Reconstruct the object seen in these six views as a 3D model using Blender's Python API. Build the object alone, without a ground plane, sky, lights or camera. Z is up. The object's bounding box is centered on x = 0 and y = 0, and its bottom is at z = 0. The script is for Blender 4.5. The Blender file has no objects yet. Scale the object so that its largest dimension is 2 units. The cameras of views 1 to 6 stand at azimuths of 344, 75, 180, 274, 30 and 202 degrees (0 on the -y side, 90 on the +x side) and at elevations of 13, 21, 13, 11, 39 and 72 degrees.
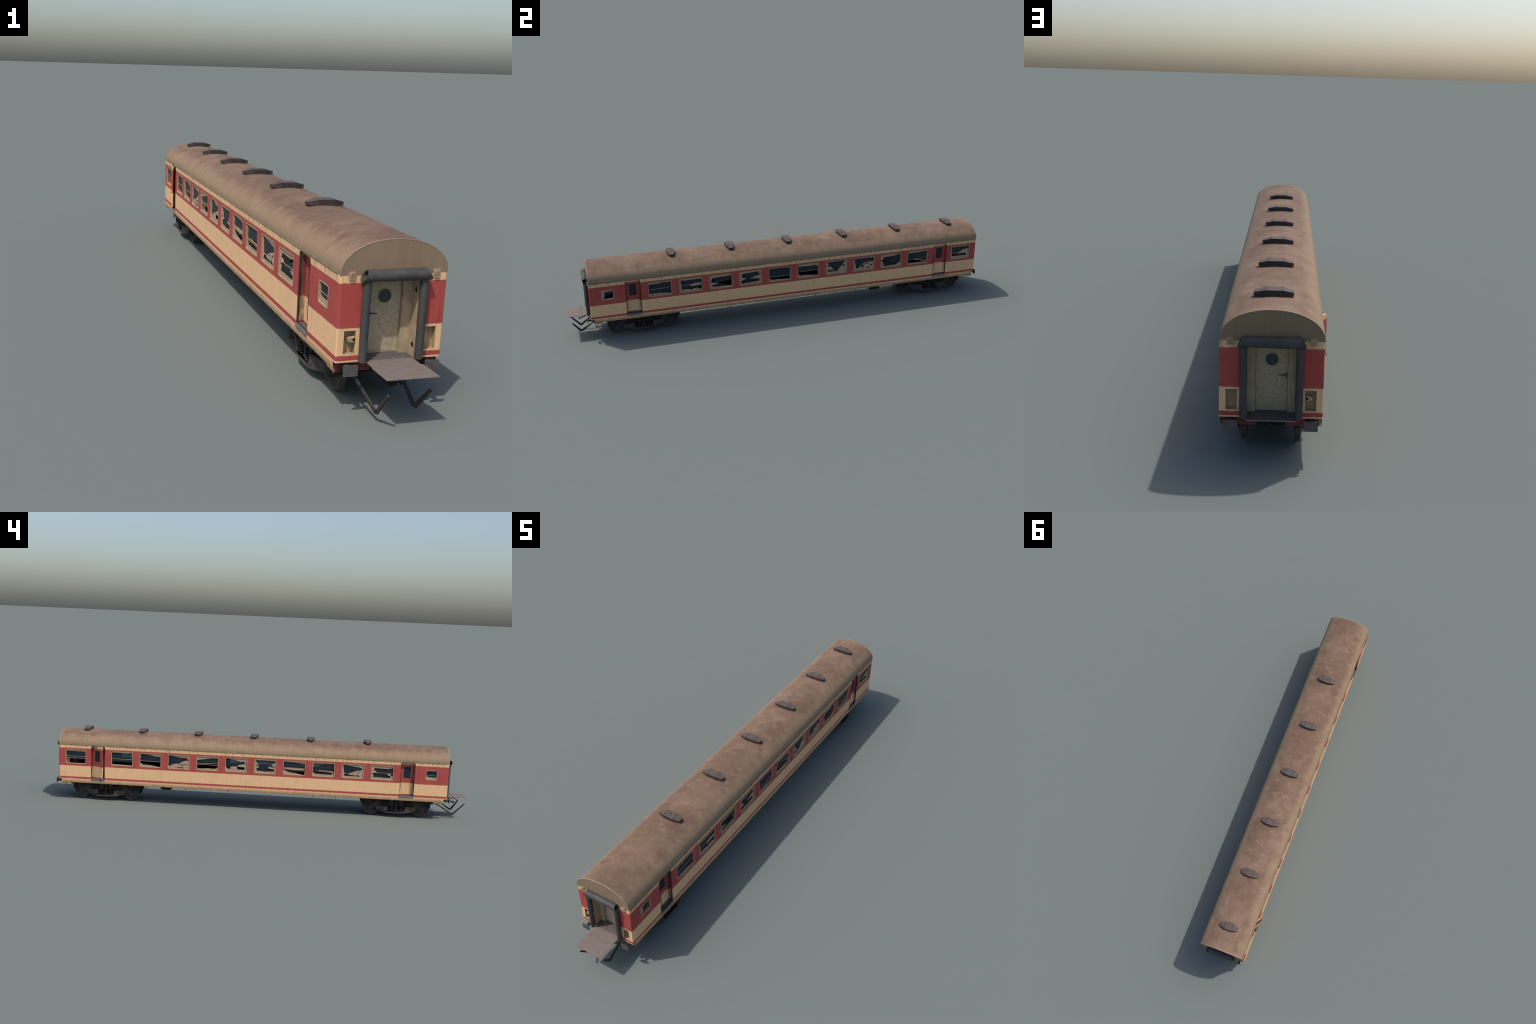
# Derelict railway passenger carriage: cream and red paint, broken windows,
# curved brown roof with six ventilators, gangway ends, two bogies.
import bpy, bmesh, math, random
from mathutils import Vector, Matrix, noise

random.seed(7)
scene = bpy.context.scene
COL = scene.collection

# ------------------------------------------------------------------ frame --
HW = 0.1095                 # half width of the body
YF, YR = -0.895, 0.978      # front and rear end walls
YM = (YF + YR) / 2
Z_SILL, Z_EAVE, Z_APEX = 0.1005, 0.272, 0.3368
Z_RED_TOP, Z_RED_BOT = 0.2545, 0.1680
Z_LINE_TOP, Z_LINE_BOT = 0.1137, 0.1042
# the derelict body leans slightly on its bogies
LEAN = Matrix.Translation((0.0038, 0, 0.0)) @ Matrix.Rotation(0.0105, 4, 'Y') @ Matrix.Rotation(-0.0021, 4, 'X')
STAND = Matrix.Translation((0.005, 0, 0))      # bogies stand upright

root = bpy.data.objects.new("railway_carriage", None)
COL.objects.link(root)
root["label"] = "abandoned cream and red railway passenger carriage with broken windows"
root["category"] = "train car"


# -------------------------------------------------------------- materials --
class Nodes:
    def __init__(self, name):
        self.mat = bpy.data.materials.new(name)
        self.mat.use_nodes = True
        self.t = self.mat.node_tree
        self.t.nodes.clear()
        self.out = self.n('ShaderNodeOutputMaterial')
        self.bsdf = self.n('ShaderNodeBsdfPrincipled')
        self.l(self.bsdf.outputs[0], self.out.inputs[0])
        self.co = self.n('ShaderNodeTexCoord').outputs['Object']
        s = self.n('ShaderNodeSeparateXYZ')
        self.l(self.co, s.inputs[0])
        self.x, self.y, self.z = s.outputs

    def n(self, kind, **kw):
        nd = self.t.nodes.new(kind)
        for k, v in kw.items():
            setattr(nd, k, v)
        return nd

    def l(self, a, b):
        self.t.links.new(a, b)

    def put(self, sock, v):
        if hasattr(v, 'is_linked') or hasattr(v, 'links'):
            self.l(v, sock)
        else:
            sock.default_value = v

    def math(self, op, a, b=0.0, c=0.0, clamp=False):
        nd = self.n('ShaderNodeMath', operation=op, use_clamp=clamp)
        for i, v in enumerate((a, b, c)):
            self.put(nd.inputs[i], v)
        return nd.outputs[0]

    def noise(self, scale, detail=4, rough=0.55, stretch=(1, 1, 1), off=(0, 0, 0)):
        m = self.n('ShaderNodeMapping')
        m.inputs['Scale'].default_value = stretch
        m.inputs['Location'].default_value = off
        self.l(self.co, m.inputs[0])
        nd = self.n('ShaderNodeTexNoise')
        nd.inputs['Scale'].default_value = scale
        nd.inputs['Detail'].default_value = detail
        nd.inputs['Roughness'].default_value = rough
        self.l(m.outputs[0], nd.inputs['Vector'])
        return nd.outputs['Fac']

    def smooth(self, v, lo, hi):
        nd = self.n('ShaderNodeMapRange', interpolation_type='SMOOTHSTEP')
        self.put(nd.inputs[0], v)
        nd.inputs[1].default_value = lo
        nd.inputs[2].default_value = hi
        return nd.outputs[0]

    def mix(self, fac, a, b, blend='MIX'):
        nd = self.n('ShaderNodeMix', data_type='RGBA', blend_type=blend)
        self.put(nd.inputs[0], fac)
        for sock, v in ((nd.inputs[6], a), (nd.inputs[7], b)):
            if isinstance(v, tuple):
                sock.default_value = (*v, 1) if len(v) == 3 else v
            else:
                self.l(v, sock)
        return nd.outputs[2]

    def finish(self, color, rough=0.8, metal=0.0, bump=None, bump_d=0.0005, spec=0.3):
        if isinstance(color, tuple):
            self.bsdf.inputs['Base Color'].default_value = (*color, 1)
        else:
            self.l(color, self.bsdf.inputs['Base Color'])
        self.put(self.bsdf.inputs['Roughness'], rough)
        self.bsdf.inputs['Metallic'].default_value = metal
        self.bsdf.inputs['Specular IOR Level'].default_value = spec
        if bump is not None:
            b = self.n('ShaderNodeBump')
            b.inputs['Strength'].default_value = 0.35
            b.inputs['Distance'].default_value = bump_d
            self.l(bump, b.inputs['Height'])
            self.l(b.outputs[0], self.bsdf.inputs['Normal'])
        return self.mat


CREAM = (0.755, 0.462, 0.246)
CREAM_D = (0.560, 0.365, 0.190)
RED = (0.372, 0.060, 0.049)
RED_D = (0.285, 0.046, 0.038)


def cream_layers(N):
    """weathered cream paint: blotches and vertical rain streaks"""
    a = N.noise(26, 5, 0.6)
    streak = N.noise(60, 4, 0.6, (1.6, 1.6, 0.10))
    fine = N.noise(330, 3, 0.6, (1, 1, 0.5))
    c = N.mix(N.smooth(a, 0.35, 0.72), CREAM, (0.715, 0.450, 0.243))
    c = N.mix(N.math('MULTIPLY', N.math('MULTIPLY', N.smooth(streak, 0.48, 0.74), N.smooth(a, 0.30, 0.60)), 0.55), c, CREAM_D)
    c = N.mix(N.math('MULTIPLY', N.smooth(fine, 0.5, 0.75), 0.22), c, (0.40, 0.275, 0.16))
    run = N.noise(170, 3, 0.6, (1.2, 1.2, 0.06), (7, 3, 1))
    c = N.mix(N.math('MULTIPLY', N.math('MULTIPLY', N.smooth(run, 0.56, 0.74), N.smooth(N.noise(14, 3, 0.5, (1, 1, 2), (1, 5, 2)), 0.40, 0.62)), 0.48), c, (0.36, 0.255, 0.130))
    pink = N.noise(95, 3, 0.6, (1, 1, 0.5), (2, 9, 4))
    c = N.mix(N.math('MULTIPLY', N.smooth(pink, 0.52, 0.74), 0.40), c, (0.80, 0.440, 0.270))
    spot = N.noise(120, 2, 0.5)
    c = N.mix(N.math('MULTIPLY', N.smooth(spot, 0.70, 0.78), 0.55), c, (0.20, 0.13, 0.08))
    return c


def red_layers(N):
    a = N.noise(18, 5, 0.6)
    b = N.noise(70, 4, 0.6, (1.5, 1.5, 0.12))
    c = N.mix(N.smooth(a, 0.35, 0.7), RED, (0.400, 0.076, 0.064))
    c = N.mix(N.math('MULTIPLY', N.smooth(b, 0.52, 0.74), 0.7), c, RED_D)
    c = N.mix(N.math('MULTIPLY', N.smooth(N.noise(150, 3, 0.6, (1, 1, 0.4), (4, 4, 4)), 0.56, 0.74), 0.35), c, (0.30, 0.085, 0.062))
    return c


def paint_material(end_grime=True, recess_shade=0.0, name="weathered_cream_and_red_paint"):
    N = Nodes(name)
    cream, red = cream_layers(N), red_layers(N)
    w = N.math('MULTIPLY', N.math('SUBTRACT', N.noise(75, 4, 0.65), 0.5), 0.0035)
    z = N.math('ADD', N.z, w)

    def band(lo, hi, soft=0.0005):
        return N.math('MULTIPLY', N.smooth(z, lo - soft, lo + soft), N.math('SUBTRACT', 1.0, N.smooth(z, hi - soft, hi + soft)))
    rb = N.math('MAXIMUM', band(Z_RED_BOT, Z_RED_TOP), band(Z_LINE_BOT, Z_LINE_TOP))
    # pinkish bleeding fringe just outside the red bands
    fr = N.math('MAXIMUM', band(Z_RED_BOT - .002, Z_RED_TOP + .002, .0012), band(Z_LINE_BOT - .0012, Z_LINE_TOP + .0012, .001))
    c = N.mix(N.math('MULTIPLY', fr, 0.35), cream, (0.60, 0.30, 0.20))
    c = N.mix(rb, c, red)
    # grime running down from the gutter
    drip = N.noise(85, 4, 0.65, (1.2, 1.2, 0.05), (3, 1, 0))
    dm = N.math('MULTIPLY', N.smooth(drip, 0.44, 0.64), N.smooth(N.z, 0.244, 0.270))
    c = N.mix(N.math('MULTIPLY', dm, 0.70), c, (0.24, 0.180, 0.100))
    if end_grime:
        # brown dirt on the arch of the end walls, streaked
        e = N.math('GREATER_THAN', N.math('ABSOLUTE', N.math('SUBTRACT', N.y, YM)), (YR - YF) / 2 - 0.0008)
        up = N.smooth(N.math('ADD', N.z, N.math('MULTIPLY', w, 1.0)), 0.2728, 0.2740)
        s = N.noise(70, 4, 0.6, (1.5, 1, 0.08))
        g = N.mix(N.smooth(s, 0.35, 0.7), (0.240, 0.170, 0.106), (0.212, 0.149, 0.093))
        c = N.mix(N.math('MULTIPLY', e, up), c, g)
    if recess_shade:      # occlusion of the door recess, mixed into the jamb colour
        c = N.mix(N.math('MULTIPLY', N.smooth(N.noise(90, 4, 0.6, (1, 1, 0.3)), 0.15, 0.6), recess_shade), c, (0.070, 0.048, 0.036))
    return N.finish(c, 0.75, bump=N.noise(240, 3), bump_d=0.0003)


def skirt_material():
    N = Nodes("brown_edged_cream_skirt")
    c = cream_layers(N)
    d = N.noise(60, 5, 0.65, (1.3, 1.3, 0.35))
    low = N.math('MULTIPLY', N.math('SUBTRACT', 1.0, N.smooth(N.z, 0.085, 0.106)), N.smooth(d, 0.15, 0.55))
    c = N.mix(N.math('MULTIPLY', low, 0.90), c, (0.285, 0.172, 0.088))
    rim = N.math('MULTIPLY', N.math('SUBTRACT', 1.0, N.smooth(N.z, 0.0790, 0.0885)), N.smooth(N.noise(140, 4, 0.65), 0.35, 0.6))
    c = N.mix(N.math('MULTIPLY', rim, 0.7), c, (0.16, 0.095, 0.055))
    return N.finish(c, 0.85)


def roof_material():
    N = Nodes("rust_stained_roof_paint")
    big = N.noise(8, 6, 0.62, (1, 1, 1))
    mid = N.noise(24, 6, 0.68, (1, 1.2, 1), (5, 2, 0))
    fine = N.noise(190, 4, 0.7)
    c = N.mix(N.smooth(big, 0.34, 0.66), (0.145, 0.087, 0.058), (0.206, 0.131, 0.089))
    c = N.mix(N.math('MULTIPLY', N.smooth(mid, 0.52, 0.74), 0.65), c, (0.272, 0.192, 0.140))
    c = N.mix(N.math('MULTIPLY', N.smooth(mid, 0.50, 0.30), 0.50), c, (0.112, 0.066, 0.046))
    # the tan paint survives along the eaves, slightly streaked by rain
    st = N.noise(80, 4, 0.6, (0.05, 1.4, 0.05))
    ax = N.math('ADD', N.math('ABSOLUTE', N.x), N.math('MULTIPLY', N.math('SUBTRACT', mid, 0.5), 0.05))
    edge = N.smooth(ax, 0.062, 0.114)
    tan = N.mix(N.smooth(st, 0.30, 0.75), (0.296, 0.200, 0.122), (0.262, 0.178, 0.109))
    tan = N.mix(N.math('MULTIPLY', N.smooth(big, 0.4, 0.6), 0.35), tan, (0.250, 0.182, 0.122))
    c = N.mix(edge, c, tan)
    # darker olive band just above the gutter
    gut = N.math('MULTIPLY', N.math('SUBTRACT', 1.0, N.smooth(N.z, 0.2725, 0.2815)), N.smooth(st, 0.25, 0.70))
    c = N.mix(N.math('MULTIPLY', gut, 0.55), c, (0.155, 0.122, 0.075))
    c = N.mix(N.math('MULTIPLY', N.smooth(fine, 0.52, 0.75), 0.22), c, (0.270, 0.200, 0.155))
    # end faces: brown streaked grime
    e = N.math('GREATER_THAN', N.math('ABSOLUTE', N.math('SUBTRACT', N.y, YM)), (YR - YF) / 2 + 0.0002)
    s = N.noise(70, 4, 0.6, (1.5, 1, 0.08))
    g = N.mix(N.smooth(s, 0.35, 0.7), (0.240, 0.170, 0.106), (0.212, 0.149, 0.093))
    c = N.mix(e, c, g)
    return N.finish(c, 0.85, bump=N.noise(120, 4), bump_d=0.0006)


def mottled(name, a, b, scale=60, rough=0.85, metal=0.0, streak=(1, 1, 1), spec=0.3, grain=None):
    N = Nodes(name)
    c = N.mix(N.smooth(N.noise(scale, 5, 0.65, streak), 0.35, 0.68), a, b)
    if grain:
        c = N.mix(N.math('MULTIPLY', N.smooth(N.noise(scale * 6, 3, 0.6), 0.5, 0.75), 0.5), c, grain)
    return N.finish(c, rough, metal, spec=spec, bump=N.noise(scale * 4, 3), bump_d=0.0004)


def glass_material():
    N = Nodes("dirty_blue_window_glass")
    d = N.noise(40, 5, 0.6, (1, 1, 2.5))
    c = N.mix(N.smooth(d, 0.35, 0.7), (0.023, 0.034, 0.051), (0.031, 0.044, 0.061))
    N.finish(c, 0.30, spec=0.35)
    tr = N.n('ShaderNodeBsdfTransparent')
    tr.inputs[0].default_value = (0.70, 0.78, 0.84, 1)
    mx = N.n('ShaderNodeMixShader')
    mx.inputs[0].default_value = 0.45
    N.l(N.bsdf.outputs[0], mx.inputs[1])
    N.l(tr.outputs[0], mx.inputs[2])
    N.l(mx.outputs[0], N.out.inputs[0])
    return N.mat


M_PAINT = paint_material()
M_JAMB = paint_material(False, 0.80, "shade_darkened_jamb_paint")
M_SKIRT = skirt_material()
M_ROOF = roof_material()
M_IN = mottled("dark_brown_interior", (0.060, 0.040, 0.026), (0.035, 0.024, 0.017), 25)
M_FRAME = mottled("chipped_cream_window_frame", (0.47, 0.315, 0.190), (0.31, 0.215, 0.135), 130, 0.8, grain=(0.16, 0.11, 0.075))
M_GAP_SHADOW = mottled("painted_gap_shadow", (0.085, 0.045, 0.036), (0.250, 0.080, 0.060), 140, 0.9)  # dark ring colour, draws the shadow gap around each window frame
M_NICHE = mottled("niche_paint_baked_shade", (0.46, 0.315, 0.185), (0.30, 0.205, 0.125), 60, 0.85, streak=(1, 1, 0.4), grain=(0.20, 0.14, 0.09))  # cream lowered in tone for the occlusion inside the end niches
M_BOARD = mottled("weathered_beige_board", (0.455, 0.320, 0.210), (0.310, 0.215, 0.150), 75, 0.9, streak=(1, 1, 2), grain=(0.17, 0.12, 0.09))
M_DARKPANE = mottled("charcoal_pane", (0.012, 0.013, 0.014), (0.018, 0.019, 0.020), 60, 0.6, spec=0.2)
M_GLASS = glass_material()
M_VEST = mottled("grey_beige_vestibule_paint", (0.420, 0.320, 0.205), (0.310, 0.235, 0.152), 55, 0.8, streak=(1, 1, 0.6), grain=(0.34, 0.30, 0.235))
M_VDOOR = mottled("speckled_grey_gangway_door", (0.440, 0.360, 0.240), (0.325, 0.262, 0.178), 150, 0.8, grain=(0.47, 0.39, 0.27))
M_RUBBER = mottled("perished_black_rubber", (0.066, 0.064, 0.061), (0.047, 0.046, 0.045), 50, 0.6, streak=(1, 1, 0.3))
M_IRON = mottled("sooty_brown_iron", (0.050, 0.042, 0.036), (0.030, 0.027, 0.025), 80, 0.85, grain=(0.075, 0.058, 0.046))
M_WHEEL = mottled("rusty_wheel_steel", (0.068, 0.057, 0.049), (0.042, 0.036, 0.032), 90, 0.8, grain=(0.09, 0.07, 0.056))
M_IRON_D = mottled("black_underframe_grease", (0.022, 0.021, 0.020), (0.014, 0.014, 0.014), 70, 0.9)
M_BUFFER = mottled("grey_buffer_steel", (0.098, 0.090, 0.083), (0.062, 0.058, 0.055), 90, 0.7, grain=(0.13, 0.115, 0.10))
M_BEAM = mottled("dull_dark_red_headstock", (0.205, 0.050, 0.050), (0.115, 0.034, 0.036), 70, 0.8)
M_VENT = mottled("brown_grey_ventilator_paint", (0.106, 0.081, 0.068), (0.078, 0.060, 0.051), 70, 0.8, grain=(0.145, 0.118, 0.108))
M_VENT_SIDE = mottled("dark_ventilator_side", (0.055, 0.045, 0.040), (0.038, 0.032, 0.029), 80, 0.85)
M_PLATE = mottled("dusty_chequer_plate", (0.178, 0.142, 0.126), (0.150, 0.120, 0.107), 60, 0.75, grain=(0.205, 0.168, 0.152))
M_FLOOR = mottled("dark_vestibule_floor", (0.110, 0.096, 0.088), (0.075, 0.067, 0.062), 60, 0.8)
M_STEP = mottled("worn_grey_step_metal", (0.180, 0.168, 0.163), (0.135, 0.128, 0.126), 80, 0.6, grain=(0.33, 0.31, 0.30))
M_BLACK = mottled("black_hole_paint", (0.008, 0.008, 0.008), (0.012, 0.012, 0.012), 50, 0.9)
M_PORT = mottled("grey_blind_porthole", (0.052, 0.056, 0.056), (0.038, 0.042, 0.043), 120, 0.6)


# --------------------------------------------------------------- geometry --
def mesh_obj(name, bm, mat, parent=root, world=LEAN, smooth_angle=None, mats=None):
    bmesh.ops.recalc_face_normals(bm, faces=bm.faces[:])
    me = bpy.data.meshes.new(name)
    bm.to_mesh(me)
    bm.free()
    return link(name, me, mat, parent, world, smooth_angle, mats)


def link(name, me, mat, parent=root, world=LEAN, smooth_angle=None, mats=None):
    ob = bpy.data.objects.new(name, me)
    COL.objects.link(ob)
    if not me.materials:
        for m in (mats or [mat]):
            me.materials.append(m)
    ob.matrix_world = world
    ob.parent = parent
    if parent is not root:
        ob.matrix_parent_inverse = parent.matrix_basis.inverted()
    if smooth_angle:
        for p in me.polygons:
            p.use_smooth = True
        me.set_sharp_from_angle(angle=math.radians(smooth_angle))
    return ob


def add_prism(bm, poly, place, d0, d1):
    """extrude a 2D polygon between depths d0 and d1; place(u, v, d) -> xyz"""
    a = [bm.verts.new(place(u, v, d0)) for u, v in poly]
    b = [bm.verts.new(place(u, v, d1)) for u, v in poly]
    bm.faces.new(a)
    bm.faces.new(b[::-1])
    n = len(poly)
    for i in range(n):
        bm.faces.new((a[i], b[i], b[(i + 1) % n], a[(i + 1) % n]))


def add_box(bm, x0, x1, y0, y1, z0, z1):
    add_prism(bm, [(x0, y0), (x1, y0), (x1, y1), (x0, y1)], lambda u, v, d: (u, v, d), z0, z1)


def box_obj(name, x0, x1, y0, y1, z0, z1, mat, bevel=0.0, **kw):
    bm = bmesh.new()
    add_box(bm, x0, x1, y0, y1, z0, z1)
    if bevel:
        bmesh.ops.bevel(bm, geom=bm.edges[:], offset=bevel, segments=2, affect='EDGES', profile=0.5)
    return mesh_obj(name, bm, mat, **kw)


def rounded_rect(u0, u1, v0, v1, r, n=5, corners=(1, 1, 1, 1)):
    pts = []
    for k, (cx, cy, a) in enumerate(((u1 - r, v1 - r, 0), (u0 + r, v1 - r, 90), (u0 + r, v0 + r, 180), (u1 - r, v0 + r, 270))):
        if corners[k] and r > 0:
            for i in range(n + 1):
                t = math.radians(a + 90 * i / n)
                pts.append((cx + r * math.cos(t), cy + r * math.sin(t)))
        else:
            pts.append(((u1, v1), (u0, v1), (u0, v0), (u1, v0))[k])
    return pts


def add_ring(bm, outer, inner, place, d0, d1):
    """extruded frame between two outlines with equal point counts"""
    n = len(outer)
    lo, li = ([bm.verts.new(place(u, v, d0)) for u, v in p] for p in (outer, inner))
    ho, hi = ([bm.verts.new(place(u, v, d1)) for u, v in p] for p in (outer, inner))
    for i in range(n):
        j = (i + 1) % n
        bm.faces.new((lo[i], lo[j], li[j], li[i]))
        bm.faces.new((ho[i], hi[i], hi[j], ho[j]))
        bm.faces.new((lo[i], ho[i], ho[j], lo[j]))
        bm.faces.new((li[i], li[j], hi[j], hi[i]))


def add_tube(bm, p0, p1, r, seg=10, r1=None):
    p0, p1 = Vector(p0), Vector(p1)
    d = (p1 - p0)
    q = d.to_track_quat('Z', 'Y')
    r1 = r if r1 is None else r1
    a, b = [], []
    for i in range(seg):
        t = 2 * math.pi * i / seg
        o = Vector((math.cos(t), math.sin(t), 0))
        a.append(bm.verts.new(p0 + q @ (o * r)))
        b.append(bm.verts.new(p1 + q @ (o * r1)))
    bm.faces.new(a[::-1])
    bm.faces.new(b)
    for i in range(seg):
        j = (i + 1) % seg
        bm.faces.new((a[i], a[j], b[j], b[i]))


def add_strip(bm, pts, w, th, side=Vector((1, 0, 0))):
    """flat bar with rectangular section bent along a polyline"""
    pts = [Vector(p) for p in pts]
    rings = []
    for i, p in enumerate(pts):
        t = (pts[min(i + 1, len(pts) - 1)] - pts[max(i - 1, 0)]).normalized()
        s = (side - t * side.dot(t)).normalized()
        nrm = t.cross(s).normalized()
        h = th[i] if isinstance(th, (list, tuple)) else th
        rings.append([bm.verts.new(p + s * (a * w / 2) + nrm * (b * h / 2)) for a, b in ((-1, -1), (1, -1), (1, 1), (-1, 1))])
    for r0, r1 in zip(rings, rings[1:]):
        for i in range(4):
            j = (i + 1) % 4
            bm.faces.new((r0[i], r0[j], r1[j], r1[i]))
    bm.faces.new(rings[0][::-1])
    bm.faces.new(rings[-1])


def side_place(s, yc=0.0):
    """u runs to the right as seen from outside, v up, d inward from the side wall"""
    return lambda u, v, d: (s * (HW - d), yc + s * u, v)


def boolean_cut(ob, cutter_bm, cut_mat):
    bmesh.ops.recalc_face_normals(cutter_bm, faces=cutter_bm.faces[:])
    me = bpy.data.meshes.new("cutter")
    cutter_bm.to_mesh(me)
    cutter_bm.free()
    me.materials.append(cut_mat)
    c = bpy.data.objects.new("cutter", me)
    COL.objects.link(c)
    c.matrix_world = ob.matrix_world
    md = ob.modifiers.new("cut", 'BOOLEAN')
    md.operation = 'DIFFERENCE'
    md.solver = 'EXACT'
    md.object = c
    md.material_mode = 'TRANSFER'
    dg = bpy.context.evaluated_depsgraph_get()
    new = bpy.data.meshes.new_from_object(ob.evaluated_get(dg), preserve_all_data_layers=True, depsgraph=dg)
    ob.modifiers.clear()
    old = ob.data
    ob.data = new
    bpy.data.meshes.remove(old)
    bpy.data.objects.remove(c)
    bpy.data.meshes.remove(me)


# window and door layout ---------------------------------------------------
WIN_W, WIN_Z0, WIN_Z1 = 0.1050, 0.1785, 0.2465
PITCH = 0.1392
MAIN_Y = [0.6690 - PITCH * k for k in range(10)]
END_WIN = (0.8960, 0.1000, WIN_Z0, WIN_Z1)       # centre, width, z0, z1 (rear)
SMALL_WIN = (-0.8155, 0.0530, 0.1905, 0.2360)    # front toilet window
DOORS = {'rear': (0.7530, 0.8210), 'front': (-0.7375, -0.6690)}
DOOR_Z0, DOOR_Z1, DOOR_DEPTH = 0.1085, 0.2672, 0.0160


def window_rects():
    """(u0,u1,v0,v1) in absolute y for one side"""
    for y in MAIN_Y:
        yield (y, WIN_W, WIN_Z0, WIN_Z1)
    yield END_WIN
    yield SMALL_WIN


# body shell ----------------------------------------------------------------
bm = bmesh.new()
R = 0.0035
add_prism(bm, rounded_rect(-HW, HW, YF, YR, R, 3), lambda u, v, d: (u, v, d), Z_SILL, Z_EAVE)
body = mesh_obj("body_shell", bm, M_PAINT, world=Matrix.Identity(4))

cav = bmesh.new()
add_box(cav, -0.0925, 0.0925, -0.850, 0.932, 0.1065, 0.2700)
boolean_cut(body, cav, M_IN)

cut = bmesh.new()
for s in (-1, 1):
    for (yc, w, z0, z1) in window_rects():
        add_prism(cut, rounded_rect(-w / 2, w / 2, z0, z1, 0.0055), side_place(s, yc), -0.004, 0.0185)
boolean_cut(body, cut, M_FRAME)

cut = bmesh.new()
for s in (-1, 1):
    for (y0, y1) in DOORS.values():
        yc, w = (y0 + y1) / 2, y1 - y0
        add_prism(cut, rounded_rect(-w / 2, w / 2, 0.0990, DOOR_Z1, 0.007, 5, (1, 1, 0, 0)), side_place(s, yc), -0.004, 0.0185)
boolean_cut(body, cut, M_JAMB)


def end_place(e):
    """e=-1 front, +1 rear; u right as x, v up, d inward"""
    y = YF if e < 0 else YR
    return lambda u, v, d: (u, y - e * d, v)


REC = 0.0525
cut = bmesh.new()
for e in (-1, 1):
    add_prism(cut, [(-REC, 0.099), (REC, 0.099), (REC, 0.263), (-REC, 0.263)], end_place(e), -0.004, 0.0285)
boolean_cut(body, cut, M_VEST)
cut = bmesh.new()
for e in (-1, 1):
    add_prism(cut, [(-0.0345, 0.0995), (0.0345, 0.0995), (0.0345, 0.2615), (-0.0345, 0.2615)], end_place(e), 0.024, 0.060)
boolean_cut(body, cut, M_VEST)
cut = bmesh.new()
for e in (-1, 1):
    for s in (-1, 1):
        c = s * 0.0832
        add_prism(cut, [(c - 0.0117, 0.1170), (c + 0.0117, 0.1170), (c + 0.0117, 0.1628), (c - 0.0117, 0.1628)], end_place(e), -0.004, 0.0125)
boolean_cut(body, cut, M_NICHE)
body.matrix_world = LEAN
body.parent = root

# roof ----------------------------------------------------------------------
bm = bmesh.new()
NSEG = 44
arc = []
for i in range(NSEG + 1):
    t = math.pi * i / NSEG
    c, s = math.cos(t), math.sin(t)
    arc.append(((HW + 0.0002) * math.copysign(abs(c) ** 0.96, c), Z_EAVE + (Z_APEX - Z_EAVE) * s ** 0.98))
prof = [(arc[0][0], Z_EAVE - 0.0012)] + arc + [(arc[-1][0], Z_EAVE - 0.0012)]
NY = 180
rows = []
y0, y1 = YF - 0.0008, YR + 0.0008
for j in range(NY + 1):
    y = y0 + (y1 - y0) * j / NY
    row = []
    for (x, z) in prof:
        # gentle dents in the sheet metal
        k = 0.0009 * noise.noise(Vector((x * 16, y * 11, z * 16))) + 0.0005 * noise.noise(Vector((x * 40, y * 34, 3.1)))
        if j in (0, NY):
            k = 0
        up = max(0.0, (z - Z_EAVE) / (Z_APEX - Z_EAVE))
        row.append(bm.verts.new((x, y, z + k * up)))
    rows.append(row)
for a, b in zip(rows, rows[1:]):
    for i in range(len(prof) - 1):
        bm.faces.new((a[i], a[i + 1], b[i + 1], b[i]))
    bm.faces.new((a[-1], a[0], b[0], b[-1]))
bm.faces.new(rows[0])
bm.faces.new(rows[-1][::-1])
mesh_obj("roof", bm, M_ROOF, smooth_angle=40)

# thin raised rim around the end arches, slightly paler than the wall
bm = bmesh.new()
for e in (-1, 1):
    o = [(x * 1.002, z + 0.0003) for x, z in arc]
    i_ = [(x * 0.988, Z_EAVE + (z - Z_EAVE) * 0.980) for x, z in arc]
    poly = o + i_[::-1]
    a = [bm.verts.new(end_place(e)(u, v, -0.0012)) for u, v in poly]
    b = [bm.verts.new(end_place(e)(u, v, 0.0030)) for u, v in poly]
    n, m = len(poly), len(arc)
    for k in range(m - 1):
        for ring in (a, b):
            bm.faces.new((ring[k], ring[k + 1], ring[n - 2 - k], ring[n - 1 - k]))
    for k in range(n):
        bm.faces.new((a[k], a[(k + 1) % n], b[(k + 1) % n], b[k]))
mesh_obj("roof_end_rim", bm, mottled("pale_tan_rim", (0.30, 0.225, 0.150), (0.235, 0.175, 0.118), 60))

# gutters
M_GUT = mottled("mossy_gutter_paint", (0.250, 0.190, 0.115), (0.130, 0.105, 0.065), 70, 0.85, streak=(1, 1.5, 0.2))
for s in (-1, 1):
    bm = bmesh.new()
    pr = [(0, 0.2738), (0.0016, 0.2730), (0.0019, 0.2706), (0.0014, 0.2696), (0, 0.2698)]
    add_prism(bm, pr, lambda u, v, d: (s * (HW - 0.0004 + u), d, v), YF + 0.013, YR - 0.004)
    mesh_obj("gutter", bm, M_GUT)

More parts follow.
